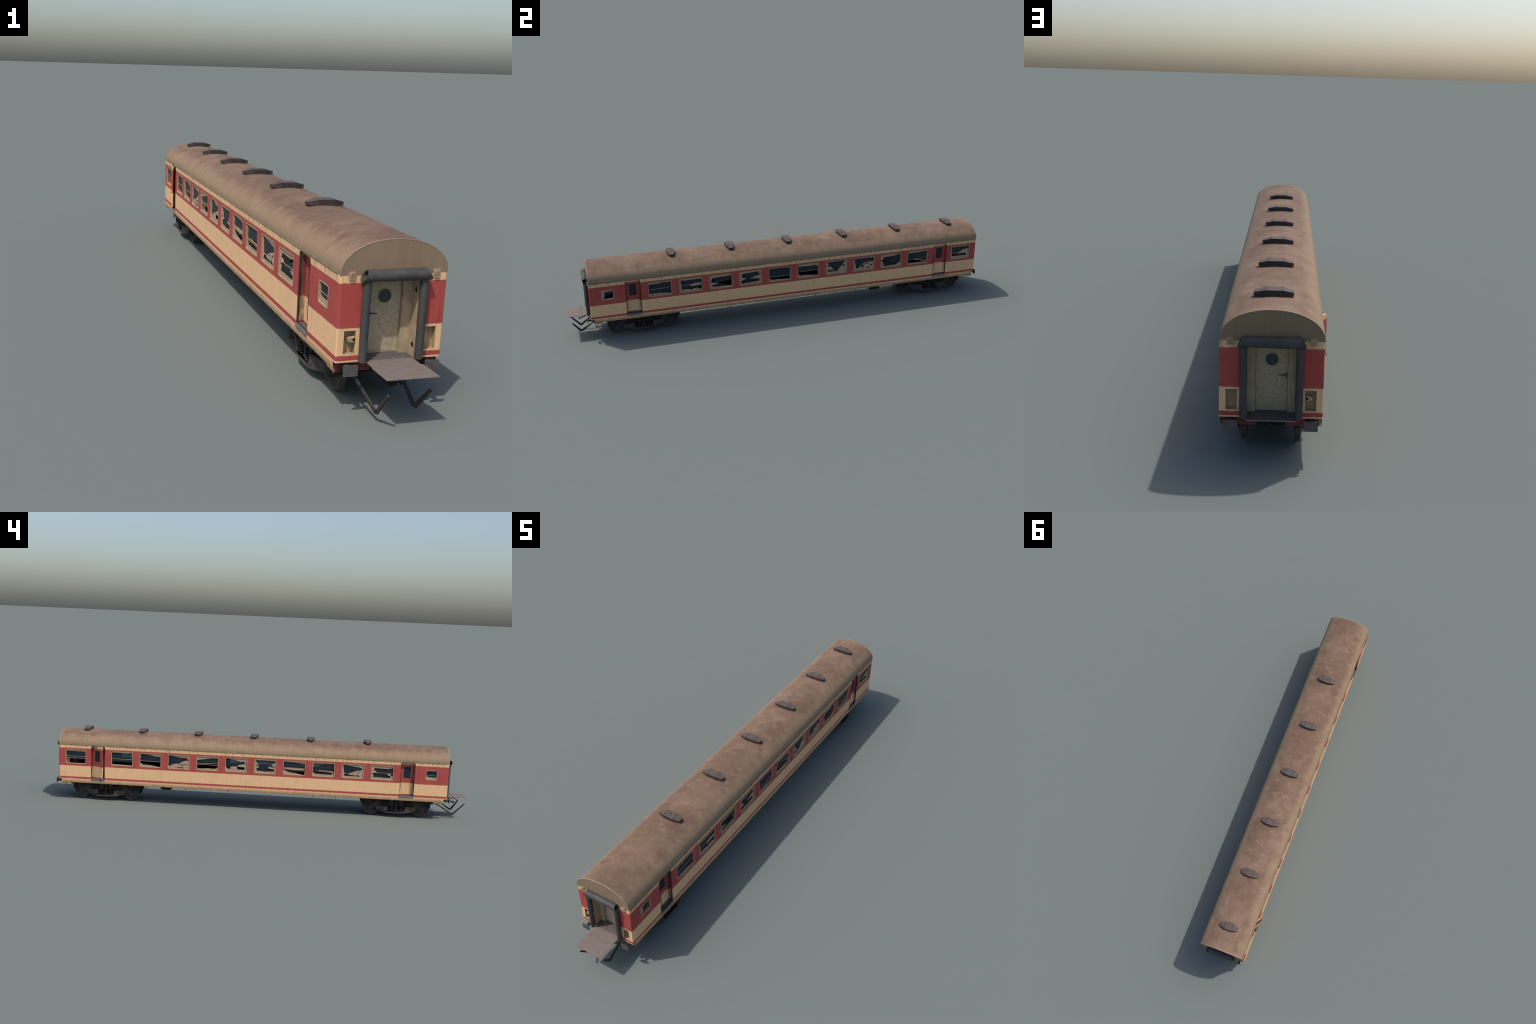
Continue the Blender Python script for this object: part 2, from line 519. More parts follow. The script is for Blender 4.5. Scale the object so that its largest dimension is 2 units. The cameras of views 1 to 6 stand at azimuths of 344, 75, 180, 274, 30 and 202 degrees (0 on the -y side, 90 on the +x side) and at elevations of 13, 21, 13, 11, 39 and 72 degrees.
# skirts below the sill: curved sheet with deeper lips at the ends ------------
for s in (-1, 1):
    bm = bmesh.new()
    stations = [(-0.8795, -0.8865, 0.0785), (-0.8700, -0.8700, 0.0785), (-0.8540, -0.8540, 0.0785), (-0.8460, -0.8460, 0.0842)]
    k = -0.84
    while k < 0.925:
        stations.append((k, k, 0.0845 + 0.0006 * noise.noise(Vector((k * 25, s * 5, 0)))))
        k += 0.02
    stations += [(0.9320, 0.9320, 0.0838), (0.9385, 0.9385, 0.0782), (0.9550, 0.9550, 0.0782), (0.9640, 0.9705, 0.0782)]
    NT = 7
    outer, inner = [], []
    for (yt, yb, zb) in stations:
        ro, ri = [], []
        for i in range(NT + 1):
            t = i / NT
            z = 0.1014 + (zb - 0.1014) * t
            y = yt + (yb - yt) * t
            x = HW - 0.0003 - 0.0012 * (max(0.0, (0.1014 - z)) / 0.018) ** 2.0
            ro.append(bm.verts.new((s * x, y, z)))
            ri.append(bm.verts.new((s * (x - 0.0010), y, z)))
        outer.append(ro)
        inner.append(ri)
    for g in (outer, inner):
        for a, b in zip(g, g[1:]):
            for i in range(NT):
                bm.faces.new((a[i], a[i + 1], b[i + 1], b[i]))
    for a, b, a2, b2 in zip(outer, outer[1:], inner, inner[1:]):
        bm.faces.new((a[-1], b[-1], b2[-1], a2[-1]))
        bm.faces.new((a[0], b[0], b2[0], a2[0]))
    for o, n_ in ((outer[0], inner[0]), (outer[-1], inner[-1])):
        for i in range(NT):
            bm.faces.new((o[i], o[i + 1], n_[i + 1], n_[i]))
    mesh_obj("side_skirt", bm, M_SKIRT, smooth_angle=35)

# ------------------------------------------------------------------ windows --
# Fragments in window units (u to the right, v up, seen from outside).
# G blue glass, C charcoal pane, B beige board or blind, bars: (v_left, v_right)
TOPSTRIP = [(0, .93), (0, 1), (1, 1), (1, .93)]
LEFT = {   # -x side, rear to front
    'end': dict(G=[[(.03, .91), (.97, .90), (.97, .40), (.03, .40)]], B=[[(0, .90), (0, 1), (1, 1), (1, .88)]], bars=[(.54, .53), (.40, .39)]),
    0: dict(G=[[(.03, .91), (.96, .92), (.96, .28), (.03, .30)]], B=[TOPSTRIP, [(0, 0), (1, 0), (1, .05), (0, .08)]], bars=[(.50, .49)]),
    1: dict(G=[[(.03, .94), (.97, .80), (.97, .44), (.03, .46)]], bars=[(.46, .43)],
            B=[[(0, .97), (0, 1), (1, 1), (1, .79), (.75, .82), (.4, .91)], [(0, 0), (0, .28), (.08, .27), (.14, .18), (.35, .17), (.60, .13), (.97, .03), (1, 0)]]),
    2: dict(G=[[(.04, .95), (.5, .80), (.96, .68), (.72, .58), (.48, .44), (.36, .36), (.20, .32), (.04, .20)]],
            B=[[(0, .97), (0, 1), (1, 1), (1, .68), (.95, .70), (.88, .75), (.87, .82), (.60, .82), (.30, .89)],
               [(0, 0), (0, .18), (.10, .20), (.22, .32), (.38, .37), (.48, .36), (.55, .43), (.72, .57), (.95, .64), (1, .66), (1, 0)]],
            D=[[(.52, .37), (.60, .34), (.90, .35), (.90, .33), (.62, .31), (.56, .32)], [(.40, .13), (.70, .10), (.72, .05), (.42, .09)], [(.68, .12), (.70, .12), (.69, .30), (.67, .30)]]),
    3: dict(G=[[(.03, .74), (.45, .84), (.78, .91), (.96, .90), (.96, .47), (.03, .43)]], bars=[(.47, .53), (.43, .40)],
            B=[[(0, .74), (0, 1), (1, 1), (1, .88), (.78, .91), (.45, .84), (.03, .73)], [(0, 0), (0, .10), (.30, .12), (.55, .15), (.85, .13), (.90, .21), (1, .24), (1, 0)]]),
    4: dict(G=[[(.04, .96), (.20, .95), (.60, .80), (.95, .67), (.70, .55), (.45, .42), (.22, .33), (.04, .36)]],
            B=[[(0, .98), (0, 1), (1, 1), (1, .62), (.93, .66), (.87, .70), (.87, .80), (.60, .81), (.22, .96)], [(0, .36), (.04, .36), (.06, .26), (.12, .20), (.95, .17), (1, .20), (1, 0), (0, 0)],
               [(.55, .47), (.90, .62), (.96, .62), (.96, .18), (.88, .18), (.89, .36), (.58, .38)], [(.20, .30), (.32, .38), (.52, .40), (.56, .20), (.22, .21)]]),
    5: dict(G=[[(.05, .96), (.30, .94), (.95, .84), (.80, .64), (.42, .14), (.30, .18), (.18, .56)]],
            B=[TOPSTRIP, [(0, 0), (0, .95), (.05, .92), (.17, .58), (.22, .44), (.16, .40), (.10, .36), (.10, .18), (.30, .16), (.42, .13), (.92, .16), (.92, .34), (.70, .36), (.62, .42), (.80, .62), (.95, .82), (1, .84), (1, 0)]],
            C=[[(.10, .18), (.10, .36), (.22, .40), (.30, .18)], [(.44, .16), (.60, .38), (.92, .34), (.91, .16)]], D=[[(.06, .54), (.14, .62), (.18, .52)], [(.70, .54), (.80, .58), (.97, .48), (.80, .48)]]),
    6: dict(G=[[(.03, .96), (.97, .84), (.97, .52), (.03, .53)]], bars=[(.54, .50)],
            B=[[(0, .97), (0, 1), (1, 1), (1, .84), (.50, .91)], [(.04, .49), (.96, .47), (.96, .37), (.62, .35), (.06, .40)], [(0, 0), (0, .36), (.06, .34), (.12, .25), (.30, .18), (.55, .14), (.97, .02), (1, 0)]],
            C=[[(.06, .38), (.62, .34), (.94, .34), (.94, .22), (.30, .21), (.13, .26)]]),
    7: dict(G=[[(.03, .95), (.97, .92), (.97, .48), (.03, .45)]],
            B=[TOPSTRIP, [(.28, .46), (.94, .42), (.96, .33), (.88, .34), (.86, .38), (.72, .36), (.66, .40), (.52, .38), (.46, .42), (.28, .42)], [(0, 0), (0, .26), (.09, .26), (.10, .17), (.88, .14), (.90, .27), (1, .28), (1, 0)]],
            C=[[(.09, .27), (.89, .27), (.88, .13), (.10, .16)]], bars=[(.41, .32)]),
    8: dict(G=[[(.05, .95), (.50, .85), (.85, .78), (.94, .70), (.85, .60), (.66, .54), (.45, .40), (.30, .31), (.14, .31), (.10, .55)]],
            B=[[(0, .96), (0, 1), (1, 1), (1, .68), (.94, .70), (.85, .79), (.50, .86)], [(0, 0), (0, .95), (.05, .93), (.09, .55), (.13, .28), (.12, .16), (.80, .17), (.30, .25), (.34, .32), (.46, .41), (.66, .53), (.86, .58), (.95, .68), (1, .68), (1, 0)]],
            D=[[(.48, .38), (.62, .42), (.50, .36)], [(.76, .47), (.82, .46), (.80, .38), (.75, .40)], [(.12, .16), (.85, .15), (.80, .19), (.20, .21)], [(.70, .20), (.75, .30), (.78, .20)]], bars=[(.32, .30)]),
    9: dict(C=[[(.12, .64), (.15, .82), (.70, .80), (.55, .60), (.40, .50), (.26, .52), (.20, .62)], [(.10, .17), (.13, .36), (.40, .36), (.90, .26), (.88, .16)]],
            G=[[(.40, .50), (.56, .60), (.96, .86), (.96, .50)], [(.13, .36), (.20, .46), (.85, .42), (.92, .26), (.40, .36)]],
            B=[[(0, .62), (0, 1), (1, 1), (1, .86), (.96, .86), (.70, .80), (.15, .83), (.10, .66)], [(0, .42), (.20, .48), (.26, .52), (.20, .62), (.06, .66), (0, .62)],
               [(0, 0), (0, .40), (.12, .36), (.09, .17), (.88, .14), (.89, .30), (1, .30), (1, 0)], [(.72, .42), (.90, .44), (.92, .30), (.80, .32)]], bars=[(.51, .49)]),
    'small': dict(G=[[(.06, .93), (.96, .92), (.96, .27), (.80, .27), (.30, .31), (.06, .36)]], B=[[(0, 0), (0, .34), (.10, .34), (.30, .29), (.80, .25), (1, .30), (1, 0)]], bars=[(.50, .46)]),
}
RIGHT = {   # +x side, keys by the same longitudinal positions (0 = rear)
    'small': dict(G=[[(.24, .70), (.36, .82), (.94, .86), (.95, .58), (.62, .46), (.34, .46), (.20, .52), (.28, .60)]],
                  B=[[(0, 0), (0, 1), (1, 1), (1, .85), (.36, .83), (.22, .70), (.26, .60), (.18, .52), (.32, .45), (.12, .08), (1, .12), (1, 0)]]),
    9: dict(G=[[(.03, .88), (.40, .87), (.97, .93), (.97, .18), (.70, .16), (.03, .20)]], bars=[(.47, .54)],
            B=[[(0, .87), (0, 1), (1, 1), (1, .92), (.62, .93), (.40, .88)], [(0, 0), (0, .20), (.40, .18), (.70, .14), (.97, .10), (1, .02), (1, 0)]], D=[[(.12, .13), (.20, .16), (.20, .08), (.13, .08)], [(.30, .14), (.36, .17), (.36, .10)]]),
    8: dict(G=[[(.20, .86), (.97, .88), (.97, .60), (.60, .50), (.12, .52), (.18, .68)], [(.10, .50), (.50, .49), (.12, .12)]],
            C=[[(.04, .90), (.20, .87), (.19, .70), (.10, .58)], [(.16, .22), (.50, .48), (.97, .42), (.97, .26), (.60, .20)]],
            B=[[(0, .90), (0, 1), (1, 1), (1, .88), (.20, .87)], [(.45, .46), (.52, .54), (.66, .60), (.97, .60), (.97, .43), (.66, .41), (.54, .39)], [(0, 0), (0, .90), (.06, .84), (.09, .60), (.11, .10), (.16, .20), (.45, .20), (.52, .12), (.60, .20), (.82, .22), (.90, .12), (1, .14), (1, 0)]], bars=[(.52, .53)]),
    7: dict(G=[[(.03, .48), (.30, .58), (.55, .72), (.96, .86), (.96, .53), (.40, .39), (.20, .41)]], C=[[(.10, .62), (.12, .78), (.60, .80), (.50, .70), (.28, .58)], [(.12, .16), (.12, .28), (.28, .31), (.42, .38), (.72, .20), (.68, .15)]],
            B=[[(0, .62), (0, 1), (1, 1), (1, .86), (.60, .81), (.11, .79), (.09, .62)], [(0, 0), (0, .62), (.09, .60), (.03, .48), (.20, .40), (.38, .38), (.28, .32), (.11, .28), (.11, .13), (.70, .13), (1, .11), (1, 0)]]),
    6: dict(G=[[(.30, .78), (.86, .80), (.97, .70), (.60, .50), (.34, .48)], [(.08, .30), (.30, .46), (.44, .44), (.30, .30)]], C=[[(.12, .56), (.12, .80), (.30, .80), (.34, .50)], [(.60, .81), (.87, .88), (.87, .76)], [(.12, .12), (.14, .32), (.44, .42), (.88, .36), (.88, .22)]],
            B=[[(0, 0), (0, 1), (1, 1), (1, .70), (.97, .71), (.87, .76), (.87, .89), (.12, .82), (.11, .54), (.32, .48), (.08, .30), (.10, .10), (.90, .18), (.90, .37), (.46, .44), (.62, .50), (1, .68), (1, 0)]]),
    5: dict(G=[[(.04, .93), (.97, .93), (.97, .30), (.50, .26), (.04, .22)]], B=[[(0, .94), (0, 1), (1, 1), (1, .92), (.60, .95)], [(0, 0), (0, .20), (.10, .17), (.12, .10), (.45, .12), (.97, .05), (1, 0)]], bars=[(.34, .34)]),
    4: dict(G=[[(.03, .86), (.40, .83), (.84, .84), (.90, .78), (.97, .80), (.97, .50), (.03, .44)]], bars=[(.45, .50)],
            B=[[(0, .86), (0, 1), (1, 1), (1, .82), (.90, .79), (.85, .86), (.40, .84)], [(0, 0), (0, .26), (.09, .26), (.10, .16), (.50, .16), (.97, .07), (1, 0)]], C=[[(.09, .26), (.40, .22), (.50, .17), (.10, .15)]]),
    3: dict(G=[[(.06, .92), (.94, .94), (.72, .52), (.52, .13), (.34, .40)]],
            B=[[(0, .92), (0, 1), (1, 1), (1, .90), (.94, .95)], [(0, 0), (0, .92), (.06, .91), (.34, .39), (.52, .11), (.72, .51), (.94, .93), (1, .90), (1, 0)]], D=[[(.06, .62), (.14, .72), (.22, .64), (.14, .60)], [(.78, .60), (.84, .68), (.97, .54), (.86, .56)], [(.08, .28), (.12, .34), (.44, .28), (.40, .20), (.12, .20)]]),
    2: dict(G=[[(.04, .93), (.97, .93), (.97, .62), (.70, .64), (.52, .58), (.38, .42), (.22, .30), (.13, .30)]],
            B=[TOPSTRIP, [(0, 0), (0, .93), (.04, .90), (.12, .30), (.15, .16), (.26, .24), (.38, .41), (.52, .57), (.70, .62), (1, .62), (1, 0)]], D=[[(.40, .40), (.50, .46), (.48, .24), (.36, .22)], [(.56, .54), (.76, .54), (.74, .48), (.58, .48)], [(.82, .42), (.88, .40), (.92, .26), (.84, .30)], [(.66, .18), (.78, .22), (.76, .12), (.66, .12)]]),
    1: dict(C=[[(.14, .60), (.15, .80), (.62, .80), (.50, .66), (.22, .48), (.06, .55)], [(.13, .12), (.14, .40), (.52, .34), (.96, .38), (.86, .20), (.80, .14)]], G=[[(.12, .44), (.24, .48), (.62, .74), (.96, .95), (.96, .38), (.52, .34)]],
            B=[[(0, .60), (0, 1), (1, 1), (.96, .96), (.62, .81), (.14, .81), (.12, .62)], [(0, 0), (0, .44), (.13, .42), (.12, .34), (.16, .22), (.12, .10), (.80, .13), (.84, .24), (.96, .30), (1, .30), (1, 0)], [(0, .52), (.12, .46), (.10, .42), (0, .46)]]),
    0: dict(G=[[(.04, .88), (.45, .86), (.97, .94), (.97, .44), (.50, .36), (.04, .34)]], B=[[(0, .87), (0, 1), (1, 1), (1, .93), (.46, .88)], [(.34, .34), (.40, .36), (.97, .20), (.97, .15)], [(0, 0), (0, .10), (.97, .08), (1, 0)]], bars=[(.34, .44)]),
    'end': dict(G=[[(.05, .93), (.93, .93), (.60, .62), (.46, .50), (.08, .47)]], bars=[(.47, .46)],
                B=[[(.38, .42), (.46, .49), (.68, .68), (.96, .74), (.97, .36), (.80, .38), (.60, .42), (.46, .38)], [(0, 0), (0, .95), (.05, .93), (.08, .22), (.86, .20), (.87, .38), (1, .36), (1, 0)], TOPSTRIP],
                C=[[(.30, .22), (.46, .39), (.86, .38), (.85, .22)], [(.80, .84), (.94, .93), (.96, .78)]]),
}


def build_window(s, key, yc, w, z0, z1, spec):
    h = z1 - z0
    place = side_place(s, yc)
    bm = bmesh.new()
    f = 0.0021
    o = rounded_rect(-w / 2 - .0008, w / 2 + .0008, z0 - .0008, z1 + .0008, .0058)
    i_ = rounded_rect(-w / 2 + f, w / 2 - f, z0 + f, z1 - f, .0040)
    add_ring(bm, o, i_, place, -0.0003, 0.0060)
    fr = mesh_obj("window_frame", bm, M_FRAME)
    bm = bmesh.new()
    o2 = rounded_rect(-w / 2 - .0017, w / 2 + .0017, z0 - .0017, z1 + .0021, .0064)
    i2 = rounded_rect(-w / 2 - .0007, w / 2 + .0007, z0 - .0007, z1 + .0007, .0056)
    add_ring(bm, o2, i2, place, -0.00015, 0.0020)
    mesh_obj("window_shadow_ring", bm, M_GAP_SHADOW, parent=fr)

    def frag(name, polys, mat, d, th, wob=0.0):
        if not polys:
            return
        b = bmesh.new()
        for n, p in enumerate(polys):
            q = [((u - .5) * (w - .0015), z0 + .0008 + v * (h - .0016)) for u, v in p]
            add_prism(b, q, place, d + n * 0.00013, d + n * 0.00013 + th)
        mesh_obj(name, b, mat, parent=fr)
    frag("glass_pane", spec.get('G'), M_GLASS, 0.0046, 0.0007)
    frag("dark_pane", spec.get('C'), M_DARKPANE, 0.0054, 0.0006)
    frag("broken_board", spec.get('B'), M_BOARD, 0.0028, 0.0012)
    frag("board_gap", spec.get('D'), M_BLACK, 0.0021, 0.0005)
    bars = spec.get('bars')
    if bars:
        frag("window_bar", [[(.01, a), (.99, c), (.99, c - .022), (.01, a - .022)] for a, c in bars], M_FRAME, 0.0036, 0.0012)


for s, table in ((-1, LEFT), (1, RIGHT)):
    for k, y in enumerate(MAIN_Y):
        build_window(s, k, y, WIN_W, WIN_Z0, WIN_Z1, table[k])
    build_window(s, 'end', *END_WIN, table['end'])
    build_window(s, 'small', *SMALL_WIN, table['small'])

# ------------------------------------------------------------- side doors --
LEAF_W, LEAF_T = 0.0665, 0.0042


def build_door(s, y0, y1, opened, depth=DOOR_DEPTH):
    """leaf local: u along width from the hinge, v up, outer face at d=0"""
    yc = (y0 + y1) / 2
    w = y1 - y0
    u0, u1 = -LEAF_W / 2, LEAF_W / 2
    wz0, wz1 = 0.1905, 0.2455
    outer = rounded_rect(u0, u1, DOOR_Z0 + .0006, DOOR_Z1 - .0010, 0.0060, 5)
    inner = rounded_rect(-0.0162, 0.0162, wz0, wz1, 0.0040, 5)
    mid = LEAF_T
    M = LEAN
    if opened:
        hy, hx, ang = y1 - 0.0040, -(HW - 0.0165), math.radians(27)
        M = LEAN @ Matrix.Translation((hx, hy, 0)) @ Matrix.Rotation(-ang, 4, 'Z') @ Matrix.Translation((-hx, -hy, 0))
    place = (lambda u, v, d: (s * (HW - depth - d), yc + s * u, v))
    bm = bmesh.new()
    add_ring(bm, outer, inner, place, 0.0, mid)
    leaf = mesh_obj("door_leaf", bm, M_PAINT, world=M)
    bm = bmesh.new()
    add_prism(bm, inner, place, 0.0016, 0.0026)
    mesh_obj("door_glass", bm, M_GLASS, parent=leaf, world=M)
    # lever handle on the free edge (toward the left of the +x doors is the hinge)
    e = 1 if (s < 0) else -1
    hu = 0.027 * (1 if s < 0 else 1)
    bm = bmesh.new()
    add_tube(bm, place(hu, 0.1700, 0), place(hu, 0.1700, -0.0045), 0.0011, 8)
    add_tube(bm, place(hu - 0.001, 0.1700, -0.0040), place(hu + 0.003, 0.1640, -0.0045), 0.0009, 8)
    add_prism(bm, rounded_rect(hu - .0018, hu + .0018, 0.1655, 0.1760, 0.0012, 3), place, -0.0008, 0.0005)
    mesh_obj("door_handle", bm, M_BUFFER, parent=leaf, world=M)
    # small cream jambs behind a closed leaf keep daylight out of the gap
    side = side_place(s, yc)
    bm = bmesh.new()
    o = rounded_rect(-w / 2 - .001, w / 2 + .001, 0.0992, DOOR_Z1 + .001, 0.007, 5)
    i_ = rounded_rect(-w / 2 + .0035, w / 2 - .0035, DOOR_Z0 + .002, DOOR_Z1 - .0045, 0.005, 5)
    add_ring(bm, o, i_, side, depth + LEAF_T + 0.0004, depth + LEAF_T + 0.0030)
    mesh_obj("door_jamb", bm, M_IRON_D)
    # dark ring modelled at the recess mouth to draw its shadow outline
    bm = bmesh.new()
    o = rounded_rect(-w / 2 - .0004, w / 2 + .0004, 0.1090, DOOR_Z1 + .0004, 0.007, 5, (1, 1, 0, 0))
    i_ = rounded_rect(-w / 2 + .0011, w / 2 - .0011, 0.1100, DOOR_Z1 - .0011, 0.006, 5, (1, 1, 0, 0))
    add_ring(bm, o, i_, side, 0.0006, 0.0045)
    mesh_obj("door_shadow_ring", bm, M_IRON)
    # threshold step
    bm = bmesh.new()
    pr = [(-.0022, .1085), (0.0175, .1085), (0.0175, .0985), (.0008, .0978), (-.0014, .0990), (-.0022, .1010)]
    add_prism(bm, pr, lambda u, v, d: (s * (HW - u), yc + s * d, v), -w / 2 + .0006, w / 2 - .0006)
    st = mesh_obj("door_step", bm, M_STEP)
    bm = bmesh.new()
    add_prism(bm, [(0.0006, .1084), (0.0178, .1084), (0.0178, .1089), (0.0006, .1089)], lambda u, v, d: (s * (HW - u), yc + s * d, v), -w / 2 + .0008, w / 2 - .0008)
    mesh_obj("step_tread", bm, M_FLOOR, parent=st)
    # grab rails on both sides of the opening
    for q in (-1, 1):
        u = q * (w / 2 - 0.0040)
        bm = bmesh.new()
        za, zb = 0.1320, 0.2215
        add_tube(bm, side(u, za, 0.0010), side(u, zb, 0.0010), 0.0011, 8)
        for zz in (za + 0.001, zb - 0.001):
            add_tube(bm, side(u, zz, 0.0010), side(u + q * 0.0045, zz, 0.0035), 0.0009, 6)
        mesh_obj("grab_rail", bm, M_IRON)


for s in (-1, 1):
    for nm, (y0, y1) in DOORS.items():
        build_door(s, y0, y1, opened=(s < 0 and nm == 'rear'), depth=0.0085 if (s > 0 and nm == 'rear') else DOOR_DEPTH)

# ------------------------------------------------------- gangway end walls --
def crumple_tube(name, pts, r, seg=14, per=16, skew=0.0, squash=1.0, amp=0.0011, seed=0.0, hollow=True):
    """soft rubber tube through pts, skew shears the two ends (mitre)"""
    a, b = Vector(pts[0]), Vector(pts[1])
    ax = (b - a).normalized()
    up = Vector((0, 0, 1)) if abs(ax.z) < 0.5 else Vector((1, 0, 0))
    sd = ax.cross(up).normalized()
    bm = bmesh.new()
    shells = []
    for rr in ((r, r - 0.0022) if hollow else (r,)):
        rings = []
        for j in range(per + 1):
            f = j / per
            ring = []
            for i in range(seg):
                t = 2 * math.pi * i / seg
                h = math.sin(t)
                k = rr * (1 + 0.0) + amp * noise.noise(Vector((f * 4 + seed, math.cos(t) * 1.3, h * 1.3)))
                p = a.lerp(b, f) + up * (k * h) + sd * (k * squash * math.cos(t))
                p += ax * (skew * h * (1 if f < 0.5 else -1) * abs(f - 0.5) * 2)
                ring.append(bm.verts.new(p))
            rings.append(ring)
        for p, q in zip(rings, rings[1:]):
            for i in range(seg):
                j2 = (i + 1) % seg
                bm.faces.new((p[i], p[j2], q[j2], q[i]))
        shells.append(rings)
    if hollow:
        o, n_ = shells
        for e in (0, -1):
            for i in range(seg):
                j2 = (i + 1) % seg
                bm.faces.new((o[e][i], o[e][j2], n_[e][j2], n_[e][i]))
    else:
        bm.faces.new(shells[0][0])
        bm.faces.new(shells[0][-1][::-1])
    return mesh_obj(name, bm, M_RUBBER, smooth_angle=50)


for e in (-1, 1):
    Y = YF if e < 0 else YR
    yt = Y + e * 0.0098
    crumple_tube("gangway_bellows_top", [(-0.0660, yt, 0.2703), (0.0660, yt, 0.2703)], 0.0116, skew=0.0055, seed=e * 3.0)
    for s in (-1, 1):
        yv = Y + e * 0.0082
        crumple_tube("gangway_bellows_side", [(s * 0.0582, yv, 0.1030), (s * 0.0582, yv, 0.2595)], 0.0082, per=18, amp=0.0009, seed=e * 7.0 + s)
    # door at the back of the vestibule with a blind porthole
    dr = Y - e * 0.0375
    bm = bmesh.new()
    add_box(bm, -0.0340, 0.0340, min(dr, dr - e * 0.004), max(dr, dr - e * 0.004), 0.1000, 0.2612)
    door = mesh_obj("gangway_door", bm, M_VDOOR)
    bm = bmesh.new()
    add_tube(bm, (0, dr + e * 0.0010, 0.2172), (0, dr - e * 0.0010, 0.2172), 0.0138, 18)
    mesh_obj("porthole", bm, M_PORT, parent=door)
    bm = bmesh.new()
    o = [(0.0150 * math.cos(2 * math.pi * k / 36), 0.2172 + 0.0150 * math.sin(2 * math.pi * k / 36)) for k in range(36)]
    i_ = [(0.0138 * math.cos(2 * math.pi * k / 36), 0.2172 + 0.0138 * math.sin(2 * math.pi * k / 36)) for k in range(36)]
    add_ring(bm, o, i_, lambda u, v, d: (u, dr + e * d, v), -0.001, 0.0014)
    mesh_obj("porthole_rim", bm, M_VDOOR, parent=door)
    # handle, lock cracks and kick plate
    hx = -0.0285 if e > 0 else -0.0270
    bm = bmesh.new()
    add_tube(bm, (hx, dr, 0.1835), (hx, dr + e * 0.004, 0.1835), 0.0012, 8)
    add_tube(bm, (hx, dr + e * 0.0038, 0.1835), (hx + 0.0130, dr + e * 0.0038, 0.1825), 0.0009, 8)
    add_box(bm, hx - 0.0040, hx - 0.0022, min(dr - e * .001, dr + e * 0.0006), max(dr - e * .001, dr + e * 0.0006), 0.1740, 0.1885)
    mesh_obj("gangway_door_handle", bm, M_IRON_D, parent=door)
    bm = bmesh.new()
    add_box(bm, -0.0338, 0.0338, min(dr - e * .001, dr + e * 0.0008), max(dr - e * .001, dr + e * 0.0008), 0.1030, 0.1085)
    mesh_obj("kick_plate", bm, M_VEST, parent=door)
    # vestibule floor and bridge plate
    edge = Y + e * (0.0385 if e < 0 else 0.0150)
    back = Y - e * 0.040
    zf = 0.1020 if e < 0 else 0.1012
    fw = 0.0495 if e < 0 else 0.0530
    box_obj("gangway_floor", -REC + .0004, REC - .0004, min(Y - e * .0005, back), max(Y - e * .0005, back), zf - 0.0018, zf, M_FLOOR)
    box_obj("bridge_sill", -fw, fw, min(edge, Y), max(edge, Y), zf - 0.0018, zf, M_PLATE if e < 0 else M_FLOOR)
    if e > 0:
        box_obj("sill_edge", -fw, fw, edge, edge + 0.0012, zf - 0.0020, zf + 0.0002, M_STEP)
    # tail lamp brackets
    for s in (-1, 1):
        c = s * 0.0862
        bm = bmesh.new()
        pl = end_place(e)
        add_prism(bm, rounded_rect(c - 0.0070, c + 0.0070, 0.2615, 0.2770, 0.0012, 2), pl, -0.0022, 0.001)
        add_ring(bm, [(c + 0.0048 * math.cos(k * math.pi / 8), 0.2692 + 0.0050 * math.sin(k * math.pi / 8)) for k in range(16)],
                 [(c + 0.0034 * math.cos(k * math.pi / 8), 0.2692 + 0.0036 * math.sin(k * math.pi / 8)) for k in range(16)], pl, -0.0036, -0.0018)
        add_prism(bm, [(c - 0.0055, 0.2628), (c + 0.0060, 0.2628), (c + 0.0060, 0.2612), (c - 0.0055, 0.2612)], pl, -0.0040, -0.0018)
        add_strip(bm, [pl(c - 0.003, 0.2665, -0.003), pl(c + 0.004, 0.2725, -0.0034)], 0.0014, 0.0010, Vector((0, 1, 0)))
        mesh_obj("lamp_bracket", bm, M_FRAME)
    # socket box standing in the -x niche
    bm = bmesh.new()
    pl = end_place(e)
    add_prism(bm, [(-0.0865, 0.1420), (-0.0755, 0.1395), (-0.0730, 0.1430), (-0.0730, 0.1510), (-0.0865, 0.1490)], pl, -0.0010, 0.0120)
    mesh_obj("socket_box", bm, M_FRAME)
    bm = bmesh.new()
    add_prism(bm, [(-0.0790, 0.1455), (-0.0735, 0.1425), (-0.0735, 0.1495)], pl, -0.0020, -0.0005)
    mesh_obj("socket_hole", bm, M_BLACK)

# hinged bridge plate folded down at the front
bm = bmesh.new()
add_prism(bm, [(-0.0525, -0.9345), (0.0525, -0.9345), (0.0525, -0.9995), (-0.0525, -0.9995)], lambda u, v, d: (u, v, d + 0.1012 + (v + 0.9345) * -0.010), 0, 0.0017)
mesh_obj("bridge_plate", bm, M_PLATE)
bm = bmesh.new()
add_tube(bm, (-0.050, -0.9338, 0.1008), (0.050, -0.9338, 0.1008), 0.0009, 8)
mesh_obj("bridge_hinge", bm, M_IRON)
# two torn triangular holes in the +x vestibule wall
for tri in ([(-0.8847, 0.2420), (-0.8790, 0.2315), (-0.8894, 0.2300)], [(-0.8872, 0.1325), (-0.8790, 0.1235), (-0.8918, 0.1205)]):
    bm = bmesh.new()
    add_prism(bm, tri, lambda u, v, d: (d, u, v), REC - 0.0005, REC + 0.0010)
    mesh_obj("torn_hole", bm, M_BLACK)

